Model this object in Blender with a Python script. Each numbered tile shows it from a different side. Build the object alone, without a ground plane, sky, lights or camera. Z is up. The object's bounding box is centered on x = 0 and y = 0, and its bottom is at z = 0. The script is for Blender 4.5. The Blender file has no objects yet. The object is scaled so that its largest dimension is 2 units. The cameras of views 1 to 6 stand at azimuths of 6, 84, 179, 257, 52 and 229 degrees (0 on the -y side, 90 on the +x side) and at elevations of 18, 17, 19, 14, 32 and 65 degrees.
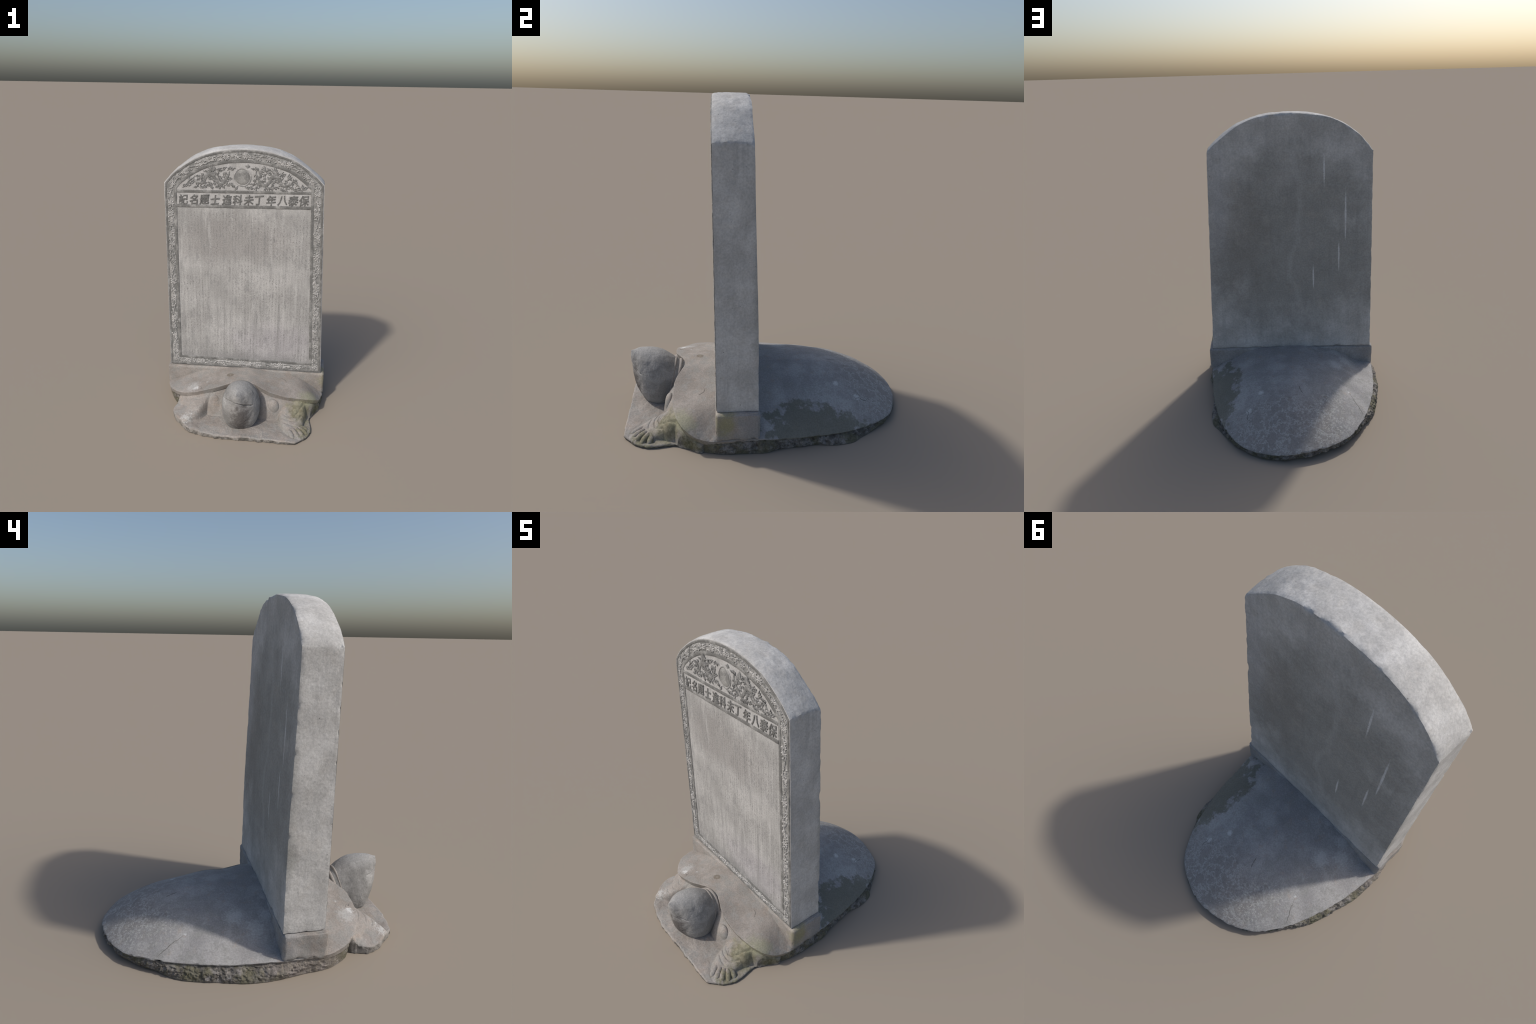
import bpy, bmesh, math, random
import numpy as np
from mathutils import Vector, Matrix

rng = np.random.default_rng(7)
random.seed(7)
COL = bpy.context.scene.collection

# ------------------------------------------------------------------ noise
_perm = np.random.default_rng(11).permutation(256)
_perm = np.concatenate([_perm, _perm, _perm])
_grad = np.random.default_rng(12).normal(size=(256, 3))
_grad /= np.linalg.norm(_grad, axis=1)[:, None]


def noise3(p):
    p = np.asarray(p, float)
    i = np.floor(p).astype(int)
    f = p - i
    u = f * f * f * (f * (f * 6 - 15) + 10)
    i &= 255
    out = 0
    for dx in (0, 1):
        for dy in (0, 1):
            for dz in (0, 1):
                h = _perm[_perm[_perm[i[:, 0] + dx] + i[:, 1] + dy] + i[:, 2] + dz]
                g = _grad[h]
                d = ((f - (dx, dy, dz)) * g).sum(1)
                w = (u[:, 0] if dx else 1 - u[:, 0]) * (u[:, 1] if dy else 1 - u[:, 1]) * (u[:, 2] if dz else 1 - u[:, 2])
                out = out + w * d
    return out


def fbm(p, scale, octaves=4, seed=0.0, gain=0.5):
    p = np.asarray(p, float) * scale + seed * 17.31 + 100
    total, amp = 0, 1.0
    for _ in range(octaves):
        total = total + amp * noise3(p)
        p = p * 2.03 + 5.7
        amp *= gain
    return total


def smooth(a, b, x):
    t = np.clip((x - a) / (b - a), 0, 1)
    return t * t * (3 - 2 * t)


def catmull(points, n, closed=False):
    """Catmull-Rom resampling of control points (any dimension)."""
    P = np.array(points, float)
    m = len(P)
    segs = m if closed else m - 1
    t = np.linspace(0, segs, n, endpoint=not closed)
    i = np.minimum(t.astype(int), segs - 1)
    f = (t - i)[:, None]
    idx = (lambda k: P[k % m]) if closed else (lambda k: P[np.clip(k, 0, m - 1)])
    a, b, c, d = idx(i - 1), idx(i), idx(i + 1), idx(i + 2)
    return 0.5 * (2 * b + (c - a) * f + (2 * a - 5 * b + 4 * c - d) * f**2 + (3 * b - a - 3 * c + d) * f**3)


# ------------------------------------------------------------------ mesh helpers
def make_object(name, verts, faces, material, parent=None, smooth_angle=None, kind=None):
    me = bpy.data.meshes.new(name)
    me.from_pydata([tuple(v) for v in verts], [], [tuple(f) for f in faces])
    me.update()
    ob = bpy.data.objects.new(name, me)
    COL.objects.link(ob)
    if material:
        me.materials.append(material)
    if smooth_angle is None:
        me.shade_smooth()
    elif smooth_angle > 0:
        me.shade_smooth()
        me.set_sharp_from_angle(angle=math.radians(smooth_angle))
    if parent:
        ob.parent = parent
    if kind:
        ob["kind"] = kind
    return ob


def grid_faces(n, m, wrap=False, base=0):
    """n rows of m points; wrap joins the last column with the first."""
    a = np.arange(n * m).reshape(n, m) + base
    b = np.roll(a, -1, 1)
    if not wrap:
        a, b = a[:, :-1], a[:, 1:]
    q = np.stack([a[:-1], b[:-1], b[1:], a[1:]], -1)
    return [tuple(f) for f in q.reshape(-1, 4).tolist()]


def recalc(ob):
    bm = bmesh.new()
    bm.from_mesh(ob.data)
    bmesh.ops.remove_doubles(bm, verts=bm.verts, dist=1e-6)
    bmesh.ops.recalc_face_normals(bm, faces=bm.faces)
    bm.to_mesh(ob.data)
    bm.free()


def box_surface(nx, ny, nz):
    """Welded surface grid of the unit cube: points (0..1)^3 and quads."""
    index, pts, faces = {}, [], []

    def v(i, j, k):
        key = (i, j, k)
        if key not in index:
            index[key] = len(pts)
            pts.append((i / nx, j / ny, k / nz))
        return index[key]

    for i in range(nx):
        for k in range(nz):
            for j in (0, ny):
                q = [v(i, j, k), v(i + 1, j, k), v(i + 1, j, k + 1), v(i, j, k + 1)]
                faces.append(q if j == 0 else q[::-1])
    for i in range(nx):
        for j in range(ny):
            for k in (0, nz):
                q = [v(i, j, k), v(i, j + 1, k), v(i + 1, j + 1, k), v(i + 1, j, k)]
                faces.append(q if k == 0 else q[::-1])
    for j in range(ny):
        for k in range(nz):
            for i in (0, nx):
                q = [v(i, j, k), v(i, j, k + 1), v(i, j + 1, k + 1), v(i, j + 1, k)]
                faces.append(q if i == 0 else q[::-1])
    return np.array(pts), faces


# ------------------------------------------------------------------ materials
class Nodes:
    def __init__(self, name):
        self.mat = bpy.data.materials.new(name)
        self.mat.use_nodes = True
        self.t = self.mat.node_tree
        self.t.nodes.clear()
        self.out = self.t.nodes.new("ShaderNodeOutputMaterial")
        self.bsdf = self.t.nodes.new("ShaderNodeBsdfPrincipled")
        self.t.links.new(self.bsdf.outputs[0], self.out.inputs[0])
        self.pos = self.t.nodes.new("ShaderNodeTexCoord").outputs["Object"]

    def link(self, src, dst):
        if isinstance(src, (int, float)):
            dst.default_value = src
        elif isinstance(src, (tuple, list)):
            dst.default_value = src if len(src) == len(dst.default_value) else (*src, 1.0)
        else:
            self.t.links.new(src, dst)

    def math(self, op, a, b=0.0, clamp=False):
        n = self.t.nodes.new("ShaderNodeMath")
        n.operation = op
        n.use_clamp = clamp
        self.link(a, n.inputs[0])
        self.link(b, n.inputs[1])
        return n.outputs[0]

    def vec(self, op, a, b):
        n = self.t.nodes.new("ShaderNodeVectorMath")
        n.operation = op
        self.link(a, n.inputs[0])
        self.link(b, n.inputs[1])
        return n.outputs["Value"] if op in ("LENGTH", "DISTANCE") else n.outputs[0]

    def noise(self, scale, detail=5.0, rough=0.55, stretch=(1, 1, 1), distortion=0.0, offset=(0, 0, 0)):
        v = self.vec("MULTIPLY", self.vec("ADD", self.pos, offset), stretch)
        n = self.t.nodes.new("ShaderNodeTexNoise")
        self.link(v, n.inputs["Vector"])
        n.inputs["Scale"].default_value = scale
        n.inputs["Detail"].default_value = detail
        n.inputs["Roughness"].default_value = rough
        n.inputs["Distortion"].default_value = distortion
        return n.outputs["Fac"]

    def voronoi(self, scale, stretch=(1, 1, 1), feature="F1", vector=None):
        v = vector or self.vec("MULTIPLY", self.pos, stretch)
        n = self.t.nodes.new("ShaderNodeTexVoronoi")
        n.feature = feature
        self.link(v, n.inputs["Vector"])
        n.inputs["Scale"].default_value = scale
        return n.outputs["Distance"]

    def ramp(self, x, lo, hi, out_lo=0.0, out_hi=1.0):
        n = self.t.nodes.new("ShaderNodeMapRange")
        n.interpolation_type = "SMOOTHSTEP"
        self.link(x, n.inputs[0])
        for k, val in zip((1, 2, 3, 4), (lo, hi, out_lo, out_hi)):
            n.inputs[k].default_value = val
        return n.outputs[0]

    def mix(self, fac, a, b, mode="MIX"):
        n = self.t.nodes.new("ShaderNodeMix")
        n.data_type = "RGBA"
        n.blend_type = mode
        self.link(fac, n.inputs[0])
        self.link(a, n.inputs[6])
        self.link(b, n.inputs[7])
        return n.outputs[2]

    def blob(self, centre, radius, rough=0.5, scale=14.0, soft=0.35, detail=6.0):
        """Ragged patch around a place on the object: 1 inside, 0 outside."""
        d = self.vec("DIVIDE", self.vec("SUBTRACT", self.pos, centre), radius)
        d = self.vec("LENGTH", d, (0, 0, 0))
        k = self.math("MULTIPLY", self.math("SUBTRACT", self.noise(scale, detail, 0.65, offset=centre), 0.5), rough * 4)
        return self.ramp(self.math("ADD", d, k), 1.0 - soft, 1.0 + soft, 1.0, 0.0)

    def finish(self, colour, rough=0.85, bump=None, strength=0.3, distance=0.004):
        self.link(colour, self.bsdf.inputs["Base Color"])
        self.bsdf.inputs["Roughness"].default_value = rough
        self.bsdf.inputs["Specular IOR Level"].default_value = 0.25
        if bump is not None:
            b = self.t.nodes.new("ShaderNodeBump")
            b.inputs["Strength"].default_value = strength
            b.inputs["Distance"].default_value = distance
            self.link(bump, b.inputs["Height"])
            self.link(b.outputs[0], self.bsdf.inputs["Normal"])
        return self.mat


def grain(N, colour, amount=0.16, scale=90):
    g = N.ramp(N.noise(scale, 4, 0.7), 0.3, 0.7, 1 - amount, 1 + amount)
    c = N.t.nodes.new("ShaderNodeCombineColor")
    for k in range(3):
        N.link(g, c.inputs[k])
    return N.mix(1.0, colour, c.outputs[0], "MULTIPLY")


def slab_material():
    """Plain faces of the slab: grey limestone with soft clouds and rain streaks."""
    N = Nodes("slab_limestone")
    c = N.mix(N.ramp(N.noise(5.5, 6, 0.62), 0.36, 0.64), (0.43, 0.42, 0.402), (0.55, 0.54, 0.52))
    streak = N.noise(3.0, 6, 0.6, stretch=(9, 9, 0.7))
    c = N.mix(N.ramp(streak, 0.5, 0.72, 0, 0.45), c, (0.33, 0.325, 0.315))
    # large dark olive patches on the back face
    c = N.mix(N.math("MULTIPLY", N.blob((-0.05, -0.09, 1.15), (0.62, 0.05, 0.85), 0.45, 4.0, 0.5, 8), 0.72), c, (0.235, 0.235, 0.215))
    c = N.mix(N.math("MULTIPLY", N.blob((0.36, -0.10, 1.15), (0.20, 0.05, 0.40), 0.6, 5.0, 0.5), 0.4), c, (0.23, 0.21, 0.185))
    c = N.mix(N.math("MULTIPLY", N.blob((0.50, -0.11, 1.45), (0.06, 0.03, 0.45), 0.5, 6.0, 0.8), 0.4), c, (0.46, 0.455, 0.46))
    # pale vein winding down the back
    wob = N.math("MULTIPLY", N.math("SUBTRACT", N.noise(1.6, 2, 0.5, stretch=(0.01, 0.01, 1)), 0.5), 0.45)
    sep = N.t.nodes.new("ShaderNodeSeparateXYZ")
    N.link(N.pos, sep.inputs[0])
    fine = N.math("MULTIPLY", N.math("SUBTRACT", N.noise(18, 4, 0.6, stretch=(1, 1, 0.25)), 0.5), 0.05)
    vein = N.math("ABSOLUTE", N.math("ADD", N.math("ADD", sep.outputs[0], 0.06), N.math("ADD", wob, fine)))
    vein = N.math("MULTIPLY", N.ramp(vein, 0.002, 0.035, 0.22, 0), N.ramp(sep.outputs[1], -0.18, -0.16))
    c = N.mix(vein, c, (0.50, 0.495, 0.48))
    # white drips on the back
    for x, z0, r in ((-0.402, 1.28, 0.16), (-0.355, 0.98, 0.10), (-0.168, 0.82, 0.085), (-0.25, 1.62, 0.10)):
        c = N.mix(N.math("MULTIPLY", N.blob((x, -0.11, z0), (0.006, 0.04, r), 0.25, 30, 0.4), 0.75), c, (0.68, 0.68, 0.67))
    # brownish clouds and a pink blush along the top
    c = N.mix(N.math("MULTIPLY", N.ramp(N.noise(9, 5, 0.6), 0.52, 0.70), 0.35), c, (0.40, 0.375, 0.34))
    pits = N.ramp(N.voronoi(30), 0.04, 0.14, 0.0, 1.0)
    c = N.mix(N.math("MULTIPLY", N.math("SUBTRACT", 1.0, pits), N.ramp(N.noise(6), 0.52, 0.6)), c, (0.24, 0.235, 0.225))
    c = grain(N, c, 0.12)
    h = N.math("ADD", N.math("MULTIPLY", N.noise(55, 6, 0.65), 1.0), N.math("MULTIPLY", N.noise(16, 4), 1.2))
    return N.finish(c, 0.85, h, 0.35, 0.006)


def panel_material():
    """Inscribed front face: pale worn stone, columns of tiny worn writing, rain streaks."""
    N = Nodes("inscribed_face_stone")
    c = N.mix(N.ramp(N.noise(3.2, 4), 0.35, 0.68), (0.345, 0.338, 0.325), (0.475, 0.465, 0.45))
    c = N.mix(N.blob((-0.12, -0.34, 1.32), (0.42, 0.1, 0.17), 0.35, 6, 0.5), c, N.mix(0.6, c, (0.29, 0.275, 0.262)))
    c = N.mix(N.math("MULTIPLY", N.blob((0.25, -0.34, 0.50), (0.30, 0.1, 0.16), 0.4, 7, 0.6), 0.45), c, (0.43, 0.405, 0.43))
    c = N.mix(N.math("MULTIPLY", N.ramp(N.noise(2.6, 7, 0.62, stretch=(14, 14, 0.8)), 0.48, 0.68), 0.55), c, (0.262, 0.258, 0.25))
    c = N.mix(N.math("MULTIPLY", N.ramp(N.noise(2.2, 5, 0.6, stretch=(14, 14, 1.2), offset=(3, 0, 1)), 0.53, 0.70), 0.55), c, (0.50, 0.49, 0.475))
    # worn writing: rows of little cells in columns
    sep = N.t.nodes.new("ShaderNodeSeparateXYZ")
    N.link(N.pos, sep.inputs[0])
    col = N.math("SINE", N.math("MULTIPLY", sep.outputs[0], 2 * math.pi / 0.0235))
    marks = N.math("MULTIPLY", N.ramp(N.noise(150, 3, 0.6, stretch=(1, 1, 0.75)), 0.5, 0.62), N.ramp(col, -0.4, 0.5))
    fade = N.ramp(N.noise(4, 3), 0.35, 0.6, 0.35, 1.0)
    inside = N.math("MULTIPLY", N.ramp(sep.outputs[2], 1.52, 1.54, 1, 0), N.ramp(sep.outputs[2], 0.34, 0.36))
    marks = N.math("MULTIPLY", N.math("MULTIPLY", marks, fade), inside)
    c = N.mix(N.math("MULTIPLY", marks, 0.60), c, (0.17, 0.167, 0.16))
    top = N.ramp(N.math("ADD", sep.outputs[2], N.math("MULTIPLY", sep.outputs[0], -0.022)), 1.575, 1.58)
    c = N.mix(N.math("MULTIPLY", top, 0.8), c, N.mix(N.ramp(N.noise(9, 4), 0.35, 0.65), (0.42, 0.41, 0.395), (0.50, 0.49, 0.478)))
    # damp grey toward the foot and the left edge
    c = N.mix(N.math("MULTIPLY", N.ramp(N.noise(24, 6, 0.7, stretch=(1, 1, 0.45)), 0.50, 0.68), 0.5), c, (0.25, 0.25, 0.245))
    c = N.mix(N.math("MULTIPLY", N.blob((0.0, -0.32, 0.28), (0.75, 0.1, 0.10), 0.5, 9, 0.6), 0.65), c, (0.22, 0.218, 0.216))
    c = N.mix(N.math("MULTIPLY", N.blob((-0.57, -0.33, 0.7), (0.07, 0.1, 0.6), 0.5, 9, 0.6), 0.5), c, (0.22, 0.218, 0.216))
    c = N.mix(N.math("MULTIPLY", N.blob((0.56, -0.33, 0.6), (0.07, 0.1, 0.5), 0.5, 9, 0.6), 0.5), c, (0.22, 0.218, 0.216))
    c = grain(N, c, 0.14, 120)
    h = N.math("SUBTRACT", N.math("MULTIPLY", N.noise(90, 5, 0.65), 0.6), N.math("MULTIPLY", marks, 0.7))
    return N.finish(c, 0.85, h, 0.4, 0.003)


def relief_material(name, dark, light, spread=(0.42, 0.66), scale=22):
    N = Nodes(name)
    c = N.mix(N.ramp(N.noise(scale, 6, 0.65), *spread), dark, light)
    c = grain(N, c, 0.16, 120)
    return N.finish(c, 0.9, N.noise(120, 5, 0.65), 0.35, 0.003)


MOSS = (0.20, 0.195, 0.075)


def turtle_material(name, kind):
    N = Nodes(name)
    warm_a, warm_b = (0.25, 0.226, 0.203), (0.335, 0.306, 0.28)
    grey_a, grey_b = (0.275, 0.266, 0.26), (0.36, 0.35, 0.34)
    sep = N.t.nodes.new("ShaderNodeSeparateXYZ")
    N.link(N.pos, sep.inputs[0])
    n1 = N.ramp(N.noise(6, 6, 0.6), 0.35, 0.66)
    front = N.mix(n1, warm_a, warm_b)
    rear = N.mix(n1, grey_a, grey_b)
    c = N.mix(N.ramp(sep.outputs[1], -0.25, -0.1), front, rear)
    c = N.mix(N.math("MULTIPLY", N.ramp(N.noise(13, 6, 0.65, offset=(5, 2, 1)), 0.46, 0.62), 0.7), c, (0.265, 0.26, 0.245))
    c = N.mix(N.math("MULTIPLY", N.ramp(N.noise(15, 5, 0.65, offset=(1, 7, 1)), 0.56, 0.7), 0.4), c, (0.33, 0.265, 0.215))
    if kind == "head":
        c = N.mix(N.ramp(N.noise(7, 6, 0.6), 0.38, 0.62), (0.225, 0.22, 0.21), (0.32, 0.312, 0.30))
        c = N.mix(N.math("MULTIPLY", N.blob((0.02, -0.70, 0.39), (0.13, 0.16, 0.05), 0.4, 14, 0.6), 0.5), c, (0.34, 0.34, 0.332))
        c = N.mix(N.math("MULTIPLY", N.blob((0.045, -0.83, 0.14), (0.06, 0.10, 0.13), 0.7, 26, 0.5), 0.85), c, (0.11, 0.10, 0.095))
        c = N.mix(N.math("MULTIPLY", N.blob((-0.08, -0.81, 0.26), (0.02, 0.05, 0.06), 0.5, 40, 0.5), 0.6), c, (0.42, 0.415, 0.40))
    if kind == "edge":
        c = N.mix(N.ramp(N.noise(22, 7, 0.7), 0.40, 0.62), (0.12, 0.112, 0.10), (0.31, 0.29, 0.265))
    if kind in ("flank", "socket"):
        rough = N.noise(24, 6, 0.7)
        if kind == "flank":
            c = N.mix(N.ramp(rough, 0.40, 0.62), (0.13, 0.12, 0.105), (0.30, 0.28, 0.26))
            c = N.mix(N.math("MULTIPLY", N.ramp(N.noise(9, 5, 0.6, offset=(2, 2, 2)), 0.45, 0.6), 0.7), c, (0.15, 0.142, 0.085))
            c = N.mix(N.math("MULTIPLY", N.ramp(N.noise(30, 5, 0.6, offset=(4, 2, 2)), 0.56, 0.68), 0.7), c, (0.07, 0.062, 0.05))
            c = N.mix(N.math("MULTIPLY", N.blob((-0.6, -0.2, 0.05), (0.1, 0.22, 0.1), 0.4, 8, 0.5), 0.6), c, (0.30, 0.262, 0.24))
        else:
            c = N.mix(N.math("MULTIPLY", N.blob((0.62, -0.27, 0.21), (0.05, 0.05, 0.08), 0.5, 14, 0.6), 0.6), c, (0.30, 0.28, 0.13))
            c = N.mix(N.math("MULTIPLY", N.ramp(rough, 0.5, 0.68), 0.35), c, (0.26, 0.25, 0.235))
    # moss on the right foreleg, the right lobe of the shell and below it
    green = N.blob((0.47, -0.60, 0.09), (0.10, 0.10, 0.08), 0.7, 13, 0.5)
    green = N.math("MAXIMUM", green, N.blob((0.51, -0.76, 0.03), (0.06, 0.08, 0.035), 1.2, 30, 0.4))
    green = N.math("MAXIMUM", green, N.blob((0.55, -0.45, 0.05), (0.08, 0.09, 0.06), 0.6, 16, 0.5))
    c = N.mix(N.math("MULTIPLY", green, 0.65), c, N.mix(N.ramp(N.noise(40, 4), 0.4, 0.6), (0.11, 0.107, 0.045), (0.21, 0.20, 0.115)))
    lobe = N.blob((0.53, -0.52, 0.15), (0.11, 0.07, 0.05), 0.5, 16, 0.5)
    c = N.mix(N.math("MULTIPLY", lobe, 0.5), c, (0.27, 0.275, 0.165))
    if kind == "shell":
        # dark olive patch on the rear right quarter, with a ragged paler margin
        olive = N.blob((0.54, 0.28, 0.10), (0.15, 0.34, 0.2), 0.75, 11, 0.15, 10)
        c = N.mix(N.math("MULTIPLY", olive, 0.8), c, (0.15, 0.145, 0.11))
        pale = N.math("MULTIPLY", N.blob((0.26, 0.50, 0.2), (0.20, 0.28, 0.3), 0.5, 7, 0.3), N.ramp(N.noise(13, 8, 0.7), 0.42, 0.6))
        c = N.mix(N.math("MULTIPLY", pale, 0.6), c, (0.37, 0.37, 0.36))
        brown = N.blob((0.05, 0.72, 0.14), (0.45, 0.22, 0.3), 0.5, 6, 0.4)
        c = N.mix(N.math("MULTIPLY", brown, 0.65), c, (0.215, 0.20, 0.187))
        vein = N.ramp(N.math("ABSOLUTE", N.math("SUBTRACT", N.noise(9, 9, 0.72), 0.5)), 0.0, 0.03, 1, 0)
        c = N.mix(N.math("MULTIPLY", N.math("MULTIPLY", vein, brown), 0.7), c, (0.42, 0.42, 0.405))
        speck = N.math("MULTIPLY", N.blob((-0.22, 0.62, 0.12), (0.14, 0.2, 0.3), 0.5, 8, 0.5), N.ramp(N.noise(60, 6, 0.7), 0.5, 0.62))
        c = N.mix(N.math("MULTIPLY", speck, 0.6), c, (0.47, 0.46, 0.42))
        # bird-dropping white spots
        for p, r, k in (((-0.337, -0.559, 0.207), 0.020, 0.9), ((-0.37, -0.53, 0.20), 0.05, 0.35), ((-0.26, -0.50, 0.23), 0.012, 0.6),
                        ((0.24, 0.453, 0.213), 0.016, 0.8), ((0.32, 0.576, 0.154), 0.020, 0.6), ((-0.359, 0.418, 0.158), 0.009, 0.9),
                        ((-0.311, 0.142, 0.222), 0.050, 0.4), ((-0.40, 0.03, 0.19), 0.05, 0.4), ((-0.33, -0.05, 0.22), 0.04, 0.35)):
            c = N.mix(N.math("MULTIPLY", N.blob(p, (r, r, r), 0.7, 60, 0.4), k), c, (0.54, 0.54, 0.53))
        # round damp stain before the slab
        c = N.mix(N.math("MULTIPLY", N.blob((-0.091, -0.431, 0.255), (0.028, 0.024, 0.04), 0.06, 60, 0.12), 0.8), c, (0.175, 0.15, 0.12))
        c = N.mix(N.math("MULTIPLY", N.blob((-0.091, -0.431, 0.257), (0.005, 0.005, 0.02), 0.06, 60, 0.2), 0.8), c, (0.32, 0.30, 0.26))
    if kind == "leg":
        c = N.mix(N.math("MULTIPLY", N.blob((-0.375, -0.757, 0.07), (0.035, 0.03, 0.04), 1.6, 70, 0.5), 0.6), c, (0.50, 0.50, 0.485))
    c = grain(N, c, 0.14, 110)
    if kind == "flank":
        h = N.math("ADD", N.noise(45, 8, 0.75), N.noise(18, 6, 0.7))
        return N.finish(c, 0.95, h, 0.9, 0.012)
    h = N.math("ADD", N.noise(80, 6, 0.65), N.math("MULTIPLY", N.noise(20, 4), 0.8))
    return N.finish(c, 0.85, h, 0.35 if kind != "head" else 0.3, 0.005)


M_SLAB = slab_material()
M_PANEL = panel_material()
M_BAND = relief_material("dark_fillet_stone", (0.165, 0.163, 0.156), (0.33, 0.325, 0.312), (0.44, 0.70), 16)
M_CARVE = relief_material("dark_relief_stone", (0.185, 0.183, 0.176), (0.33, 0.325, 0.315), (0.42, 0.66), 26)
M_INK = relief_material("character_stone", (0.14, 0.138, 0.132), (0.25, 0.247, 0.238), (0.42, 0.7), 40)
M_VINE = relief_material("border_relief_stone", (0.25, 0.247, 0.238), (0.46, 0.45, 0.435), (0.36, 0.60), 14)
M_SHELL = turtle_material("shell_stone", "shell")
M_BODY = turtle_material("body_stone", "body")
M_LEG = turtle_material("leg_stone", "leg")
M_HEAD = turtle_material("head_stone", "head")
M_FLANK = turtle_material("rough_hewn_stone", "flank")
M_EDGE = turtle_material("broken_edge_stone", "edge")
M_SOCKET = turtle_material("socket_stone", "socket")

# ------------------------------------------------------------------ the thing
root = bpy.data.objects.new("turtle_stele", None)
root.empty_display_size = 0.2
COL.objects.link(root)
root["label"] = "grey stone stele with rounded top standing on carved turtle"
root["category"] = "stone stele"

# ------------------------------------------------------------------ slab (stele)
ARCH = [(-0.591, 1.733), (-0.524, 1.806), (-0.437, 1.870), (-0.332, 1.928), (-0.228, 1.963), (-0.126, 1.981), (-0.024, 1.989),
        (0.077, 1.986), (0.177, 1.973), (0.278, 1.947), (0.354, 1.920), (0.430, 1.873), (0.500, 1.818), (0.560, 1.758)]
ARCH_BACK = [(-0.591, 1.733), (-0.540, 1.795), (-0.489, 1.848), (-0.397, 1.914), (-0.297, 1.959), (-0.188, 1.983), (-0.029, 1.996), (0.099, 1.991),
             (0.209, 1.975), (0.290, 1.945), (0.355, 1.913), (0.420, 1.868), (0.490, 1.815), (0.560, 1.756)]
_arch = catmull(ARCH, 400)
_arch_back = catmull(ARCH_BACK, 400)


def arch_z(x, u=0.0):
    f = np.interp(x, _arch[:, 0], _arch[:, 1])
    return f + (np.interp(x, _arch_back[:, 0], _arch_back[:, 1]) - f) * u


def side_left(z):
    return np.interp(z, [0.25, 1.73], [-0.600, -0.591])


def side_right(z):
    return np.interp(z, [0.265, 1.755], [0.609, 0.560])


def foot_z(x):
    return 0.2585 + 0.008 * x / 0.6


def front_y(x, z):
    return -0.3165 - 0.0255 * np.clip((np.asarray(z) - 0.26) / 1.48, 0, 1.1) - 0.006 * np.asarray(x) / 0.6


def back_y(x, z):
    return -0.082 - 0.046 * np.clip((np.asarray(z) - 0.26) / 1.48, 0, 1.08) + 0.007 * np.exp(-((np.asarray(z) - 0.75) / 0.45) ** 2) - 0.004 * np.asarray(x) / 0.6


def slab_map(p):
    s, u, t = p[:, 0], p[:, 1], p[:, 2]
    xa = -0.591 + (0.560 + 0.591) * s
    z = foot_z(xa) + (arch_z(xa, u) - foot_z(xa)) * t
    # slide columns so that both sides follow their battered edge lines
    x = side_left(z) + (side_right(z) - side_left(z)) * s
    y = front_y(x, z) + (back_y(x, z) - front_y(x, z)) * u
    z = z + 0.010 * t**40 * np.sin(np.pi * u) ** 0.7
    return np.stack([x, y, z], 1)


pts, faces = box_surface(150, 24, 200)
P = slab_map(pts)
# worn arrises: pull points on the edges in, raggedly
e = np.minimum(pts, 1 - pts) * np.array([1.15, 0.22, 1.7])
order = np.sort(e, 1)
edge_d = order[:, 1]
n_edge = fbm(P, 14, 4, 1)
wear = np.clip(1 - edge_d / 0.02, 0, 1) ** 2 * (0.0012 + 0.007 * np.clip(n_edge, 0, 0.6)) * np.where(pts[:, 1] < 0.06, 0.4, 1.0)
left_front = ((pts[:, 0] < 0.02) & (pts[:, 1] < 0.1)) * np.clip(fbm(P, 22, 3, 5) - 0.12, 0, 1) * 0.016 * np.clip(1 - edge_d / 0.012, 0, 1)
ctr = np.array([0, -0.22, 1.0])
inward = np.stack([-np.sign(pts[:, 0] - 0.5) * (np.abs(pts[:, 0] - 0.5) > 0.49), -np.sign(pts[:, 1] - 0.5) * (np.abs(pts[:, 1] - 0.5) > 0.45),
                   -np.sign(pts[:, 2] - 0.5) * (np.abs(pts[:, 2] - 0.5) > 0.49)], 1)
P = P + inward * (wear + left_front)[:, None]
# gentle hollows on sides and top, nearly none on the dressed front
amp = np.where(pts[:, 1] < 0.001, 0.0002, np.where(pts[:, 1] > 0.999, 0.0012, 0.003))
on_top = pts[:, 2] > 0.999
amp = np.where(on_top & (pts[:, 1] > 0.001), 0.005, amp)
k = fbm(P, 9, 5, 3) * amp + fbm(P, 35, 3, 4) * amp * 0.35
nrm = np.stack([(pts[:, 0] > 0.999) * 1.0 - (pts[:, 0] < 0.001), (pts[:, 1] > 0.999) * 1.0 - (pts[:, 1] < 0.001), on_top * 1.0], 1)
P = P + nrm * k[:, None]
P[:, 2] = np.minimum(P[:, 2], 2.0)
slab = make_object("stone_slab", P, faces, M_SLAB, root, 32)
slab.data.materials.append(M_PANEL)
front_idx = [all(pts[v][1] < 0.001 for v in f) for f in faces]
slab.data.polygons.foreach_set("material_index", np.array(front_idx, dtype=np.int32))

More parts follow.
